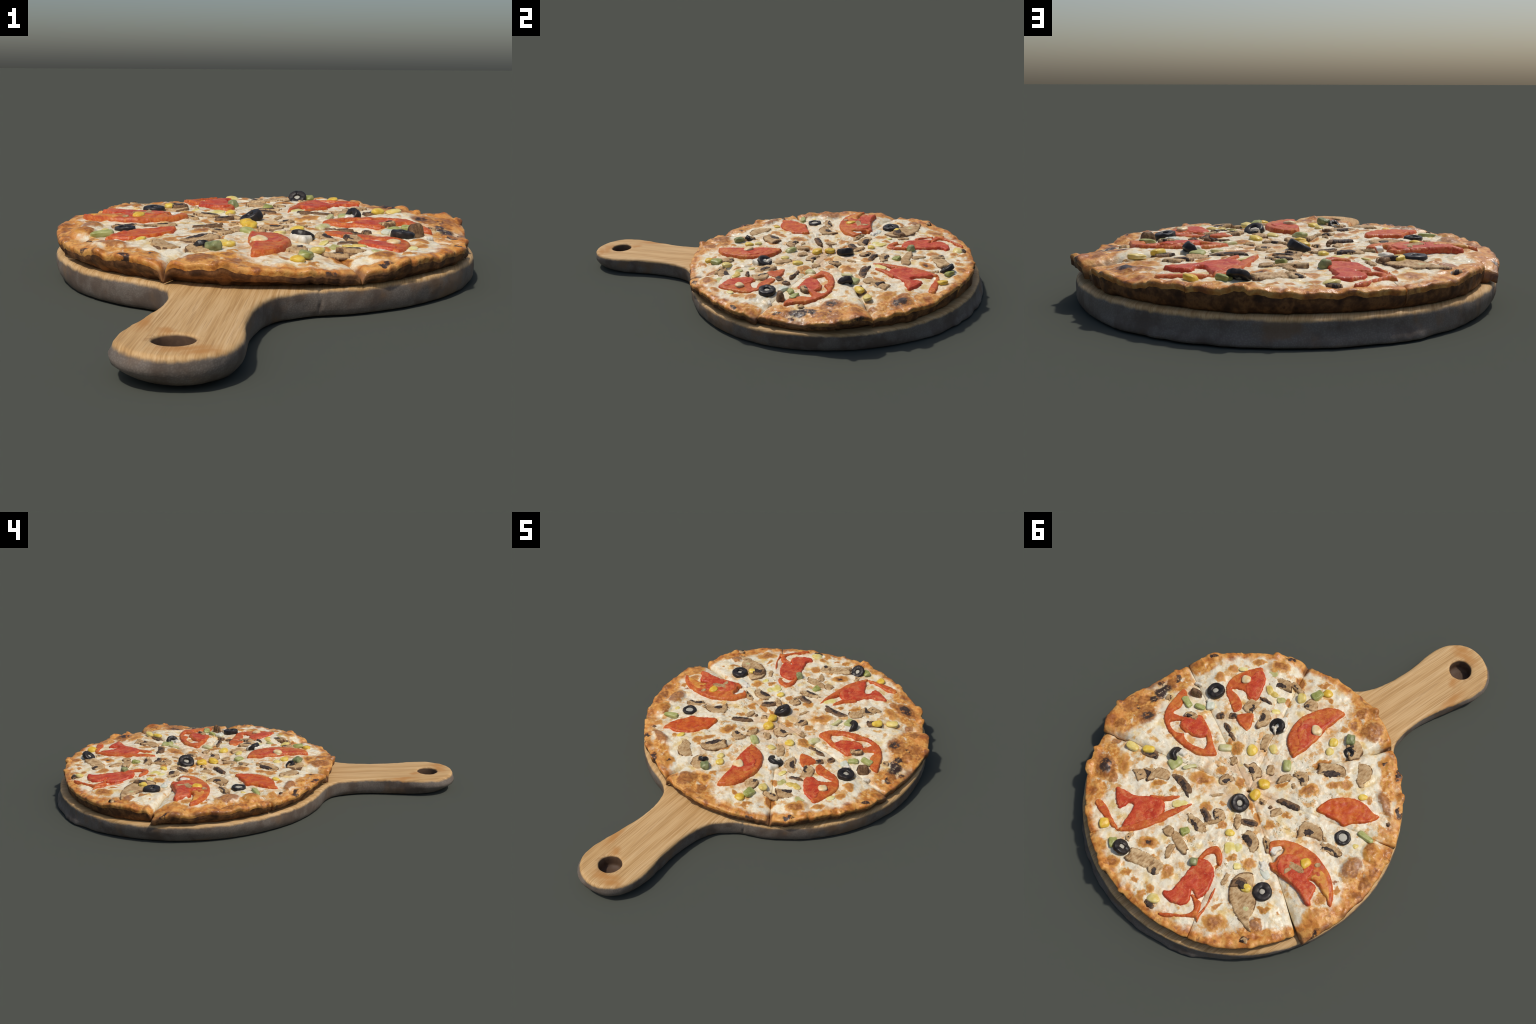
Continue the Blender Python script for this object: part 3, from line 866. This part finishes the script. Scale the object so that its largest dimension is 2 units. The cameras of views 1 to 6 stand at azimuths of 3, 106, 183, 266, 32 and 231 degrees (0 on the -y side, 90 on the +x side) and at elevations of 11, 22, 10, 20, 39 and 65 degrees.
for i, (x, y, a, b, ang, bend, th, lift, gill) in enumerate(MUSHROOMS):
    out = turn(bent(a, b, bend, .28, i * 2.1), x, y, ang)
    st = .0035 if max(a, b) < .03 else .0045
    tl = tuple(rng.uniform(-.12, .12, 2))
    if lift > .009:
        th, lift = .006, lift + .002          # lies on another topping
    elif th < .03:
        th, lift = .0045 + .22 * th, .30 * lift - .001
    body = place('mushroom_slice', slab(out, (), th, st, .55, lift, tl, rough=.0018, seed=i, jag=.0014, lip=-.25), pizza, MUSH_RIND if gill == 2 else MUSH)
    if gill < 2 and max(a, b) > .018:
        rd = rind(out, th, lift, tl, i + 40)
        child_of(rd, body)
    if gill and max(a, b) > .009:
        sg = 1 if bend > 0 else -1
        lo, hi = (-.05, .95) if gill == 1 else (-.45, .95)
        u0 = rng.uniform(-.85, -.45)
        u1 = rng.uniform(.2, .75) if gill == 1 else .9
        vv = sorted((sg * lo, sg * hi))
        o2 = turn(bent(a, b, bend, .35, i * 3.7 + 1, u0, u1, vv[0], vv[1], 12), x, y, ang)
        gl = place('mushroom_gills', slab(o2, (), th, .003, .5, lift + .0012, tl, rough=.002, seed=i + 90, jag=.0035, lip=-.1), pizza, GILL)
        child_of(gl, body)
big = place('mushroom_slice', slab([(-.321, .488), (-.287, .53), (-.295, .58), (-.336, .621), (-.391, .641), (-.451, .647), (-.5, .639), (-.459, .615), (-.443, .578), (-.412, .543), (-.369, .522)], (), .007, .0045, .6, .0, rough=.002, seed=77), pizza, MUSH)
child_of(rind([(-.321, .488), (-.287, .53), (-.295, .58), (-.336, .621), (-.391, .641), (-.451, .647), (-.5, .639), (-.459, .615), (-.443, .578), (-.412, .543), (-.369, .522)], .007, .0, (0, 0), 77), big)

# ------------------------------------------------------------------ olives
def olive_material():
    m = Nodes('black_olive')
    n = m.noise(m.obj, 60, 3)
    col = m.ramp(n, [(.35, (.011, .009, .008)), (.6, (.026, .020, .017)), (.75, (.05, .037, .028))])
    return m.finish(col, .42, m.noise(m.obj, 130, 3), .25, .001, .35)


OLIVE = olive_material()


def soft_cheese(name, a, b):
    m = Nodes(name)
    return m.finish(m.ramp(m.noise(m.obj, 70, 3), [(.35, a), (.65, b)]), .4, m.noise(m.obj, 120, 3), .3, .002, .4)


PLUG = soft_cheese('melted_cheese', (.36, .34, .27), (.58, .54, .44))


def olive_ring(r, hole, h, seed, nu=56, nv=18):
    u = np.linspace(0, 2 * math.pi, nu, endpoint=False)
    w = np.linspace(0, 2 * math.pi, nv, endpoint=False)
    U, W = np.meshgrid(u, w, indexing='ij')
    mid, half = (r + hole) / 2, (r - hole) / 2
    cw, sw = np.cos(W), np.sin(W)
    cw, sw = np.sign(cw) * np.abs(cw) ** .55, np.sign(sw) * np.abs(sw) ** .6
    rad = mid + half * cw
    rad = rad * (1 + .06 * vnoise(np.cos(U) * 1.3 + seed, np.sin(U) * 1.3, seed)) + .0012 * vnoise(np.cos(U) * 6, np.sin(U) * 6, W + seed)
    z = h / 2 * sw + .002 * vnoise(np.cos(U) * 2, np.sin(U) * 2, seed + 4)
    V = np.c_[(rad * np.cos(U)).ravel(), (rad * np.sin(U)).ravel(), z.ravel()]
    F = []
    for i in range(nu):
        for j in range(nv):
            F.append((i * nv + j, ((i + 1) % nu) * nv + j, ((i + 1) % nu) * nv + (j + 1) % nv, i * nv + (j + 1) % nv))
    return V, F


def blob(nu=28, nv=18, power=2.4, rough=.08, seed=0, taper=0.0):
    """Unit rounded block."""
    u = np.linspace(0, 2 * math.pi, nu, endpoint=False)
    V = [(0, 0, -1)]
    e = 2 / power
    sp = lambda t: np.sign(t) * np.abs(t) ** e
    for j in range(1, nv):
        ph = -math.pi / 2 + math.pi * j / nv
        c, s = sp(math.cos(ph)), sp(math.sin(ph))
        for a in u:
            x, y, z = c * sp(math.cos(a)), c * sp(math.sin(a)), s
            k = 1 + rough * float(vnoise(x * 1.6 + seed, y * 1.6, z * 1.6 + seed))
            tp = 1 - taper * (x * .5 + .5)
            V.append((x * k, y * k * tp, z * k * tp))
    V.append((0, 0, 1))
    F = []
    for i in range(nu):
        j = (i + 1) % nu
        F.append((0, 1 + j, 1 + i))
        F.append((1 + (nv - 2) * nu + i, 1 + (nv - 2) * nu + j, len(V) - 1))
        for k in range(nv - 2):
            F.append((1 + k * nu + i, 1 + k * nu + j, 1 + (k + 1) * nu + j, 1 + (k + 1) * nu + i))
    return V, F


# x, y, radius, hole radius, height, lift, tilt about x, tilt about y
OLIVES = [
    (-.042, .338, .04, .016, .034, .004, 8, -28),
    (.447, .086, .039, .016, .026, .004, 6, 6),
    (.135, -.012, .036, .014, .03, 0, 24, 14),
    (.107, .832, .036, .014, .022, .01, -32, 18),
    (-.432, .102, .033, .023, .016, .004, 0, 0),
    (-.404, .504, .04, .014, .026, .002, 0, 0),
    (.303, .407, .034, .014, .03, -.004, 10, -50),
    (-.155, -.17, .023, .01, .02, -.002, -20, 30),
]
plug_mesh = new_mesh('cheese_plug', *blob(24, 10, 2.2, .15, 3))
plug_mesh.materials.append(PLUG)
for i, (x, y, r, hole, h, lift, tx, ty) in enumerate(OLIVES):
    z = float(surface(x, y)) + lift * .6 + h * .18
    ob = add('olive_ring', new_mesh('olive_ring', *olive_ring(r, hole * .78, h, i * 3.3)), pizza, OLIVE, (x, y, z))
    ob.rotation_euler = (math.radians(tx), math.radians(ty), i * 1.1)
    pl = bpy.data.objects.new('cheese_plug', plug_mesh)
    COL.objects.link(pl)
    pl.parent = ob
    pl.scale = (hole * 1.05, hole * 1.05, h * .30)
    pl.location = (0, 0, -h * .05)

DRIP = soft_cheese('cheese_strand', (.70, .62, .46), (.82, .77, .66))
# x, y, half length, half width, angle, bend, thickness, height above the cheese, unused
DRIPS = [
    (.133, -.03, .023, .033, -140, -.2, .012, .01, 0), (.131, .007, .016, .009, 167, -.2, .01, .012, 0),
    (.293, .382, .024, .014, -156, -.2, .014, .006, 0), (.349, -.042, .011, .007, -137, -.1, .004, .004, 0),
    (.422, .137, .015, .011, -171, -.1, .006, .006, 0), (-.322, .431, .016, .028, -102, -.2, .01, .004, 0),
    (-.301, .35, .024, .019, -84, -.3, .008, .008, 0), (-.528, .356, .02, .014, -169, -.3, .008, .004, 0),
    (.53, .118, .017, .008, -162, -.2, .006, .004, 0),
]
for i, (x, y, a, b, ang, bend, th, lift, _) in enumerate(DRIPS):
    place('cheese_strand', slab(turn(bent(a, b, bend, .4, i * 1.7 + 3), x, y, ang), (), th * .6, .003, 1.2, lift, rough=.0012, seed=i + 300, jag=.002, lip=-.3), pizza, DRIP)

# ------------------------------------------------------------------ corn and peppers
def kernel_material(name, a, b, c, rough=.38):
    m = Nodes(name)
    n = m.math('ADD', m.math('MULTIPLY', m.noise(m.vec('ADD', m.obj, m.random()), 1.3, 3), .8), m.math('MULTIPLY', m.random(), .2))
    return m.finish(m.ramp(n, [(.3, a), (.5, b), (.68, c)]), rough, m.noise(m.obj, 4, 3), .25, .003, .4)


CORN_MAT = {'ripe': kernel_material('ripe_corn', (.66, .38, .025), (.76, .52, .06), (.80, .63, .18)),
            'pale': kernel_material('pale_corn', (.60, .40, .07), (.72, .56, .16), (.76, .66, .32)),
            'melted': kernel_material('cheese_covered_corn', (.66, .52, .12), (.76, .66, .26), (.80, .74, .50)),
            'cream': kernel_material('cream_corn', (.62, .36, .14), (.74, .54, .26), (.78, .66, .42))}
PEP_MAT = {'ripe': kernel_material('green_pepper', (.25, .26, .05), (.37, .38, .12), (.50, .48, .23)),
           'pale': kernel_material('pale_pepper', (.40, .36, .10), (.52, .48, .20), (.64, .58, .36)),
           'dark': kernel_material('dark_pepper', (.15, .17, .06), (.25, .27, .11), (.34, .33, .15)),
           'melted': kernel_material('cheese_covered_pepper', (.48, .50, .34), (.62, .63, .48), (.72, .72, .60))}
CORN = [
    (.455, .531, .03, .021, -158, .02, .002, 'pale'), (.397, .486, .025, .018, -137, .022, .012, 'ripe'),
    (.115, .142, .023, .03, -129, .022, .004, 'ripe'), (.063, .071, .022, .02, 156, .016, 0, 'pale'),
    (.301, -.102, .014, .025, -113, .014, 0, 'pale'), (.272, -.103, .023, .017, -159, .014, 0, 'pale'),
    (.198, -.054, .02, .016, -122, .01, -.003, 'melted'), (.179, -.185, .019, .025, -132, .022, .003, 'pale'),
    (.124, -.292, .022, .023, -155, .022, .003, 'ripe'), (.009, -.128, .024, .029, -136, .026, .016, 'cream'),
    (-.077, -.15, .018, .021, -138, .02, .002, 'ripe'), (-.101, -.11, .018, .021, -133, .018, 0, 'pale'),
    (-.04, .203, .025, .026, -119, .028, .006, 'ripe'), (-.054, .263, .024, .022, -81, .026, .006, 'ripe'),
    (-.124, .449, .02, .018, -142, .02, .002, 'ripe'), (-.352, .546, .021, .021, -151, .024, .012, 'ripe'),
    (-.424, .295, .022, .023, -109, .026, .014, 'ripe'), (-.35, -.081, .021, .016, -128, .014, 0, 'ripe'),
    (-.493, .086, .014, .013, -110, .012, 0, 'pale'), (.242, .825, .021, .023, -123, .022, .002, 'ripe'),
    (-.15, .857, .028, .024, -157, .022, .003, 'pale'), (.406, -.053, .021, .023, -144, .022, .01, 'cream'),
    (-.255, .515, .016, .015, -131, .008, -.003, 'melted'), (-.193, .462, .02, .022, -110, .01, -.003, 'melted'),
    (-.177, .49, .026, .032, -129, .012, -.004, 'melted'), (.114, .53, .032, .022, -131, .01, -.003, 'melted'),
    (.461, -.083, .022, .014, -130, .01, -.002, 'melted'), (.358, .265, .013, .008, -106, .008, .01, 'cream'),
    (.02, -.102, .012, .008, -82, .008, .012, 'cream'), (.069, -.093, .015, .007, -112, .006, .012, 'cream'),
]
PEPPERS = [
    (.483, .218, .029, .017, 171, .02, .008, 'ripe'), (.429, .187, .024, .014, -150, .016, .004, 'ripe'),
    (.404, .148, .018, .022, -132, .02, .002, 'melted'), (.231, -.112, .02, .018, -122, .012, -.003, 'pale'),
    (.365, -.163, .031, .023, -129, .01, -.004, 'pale'), (.146, -.249, .027, .023, -98, .026, .004, 'ripe'),
    (-.116, -.213, .019, .026, -139, .03, .014, 'dark'), (-.034, .073, .018, .029, -134, .024, .002, 'ripe'),
    (.278, .432, .03, .027, -99, .022, 0, 'ripe'), (.219, .387, .041, .01, -113, .012, -.003, 'pale'),
    (.202, .223, .029, .018, -132, .022, -.002, 'pale'), (.001, .588, .02, .019, -109, .02, 0, 'ripe'),
    (.146, .846, .018, .024, -120, .022, .006, 'ripe'), (-.129, .64, .017, .018, -141, .036, .008, 'dark'),
    (-.49, .028, .037, .015, -169, .022, -.002, 'ripe'), (-.422, .602, .013, .018, -128, .008, .004, 'pale'),
    (-.333, .442, .018, .044, -105, .014, -.005, 'melted'),
]


def scatter(name, table, mats, shapes):
    cache = {}
    for i, (x, y, a, b, ang, h, lift, tone) in enumerate(table):
        key = (tone, i % len(shapes))
        if key not in cache:
            me = new_mesh(name, *shapes[i % len(shapes)])
            me.materials.append(mats[tone])
            cache[key] = me
        z = float(surface(x, y)) + lift * .7 + h * .06
        ob = add(name, cache[key], pizza, None, (x, y, z))
        ob.scale = (a, b, h * .55)
        ob.rotation_euler = (rng.uniform(-.22, .22), rng.uniform(-.22, .22), math.radians(ang))


scatter('corn_kernel', CORN, CORN_MAT, [blob(power=p, rough=.14, seed=s, taper=t) for p, s, t in ((2.5, 1, .25), (2.9, 4, .15), (2.3, 9, .3))])
scatter('pepper_piece', PEPPERS, PEP_MAT, [blob(power=p, rough=.16, seed=s, taper=t) for p, s, t in ((3.6, 2, .2), (3.0, 6, .1), (4.2, 8, .3))])
bpy.context.view_layer.update()
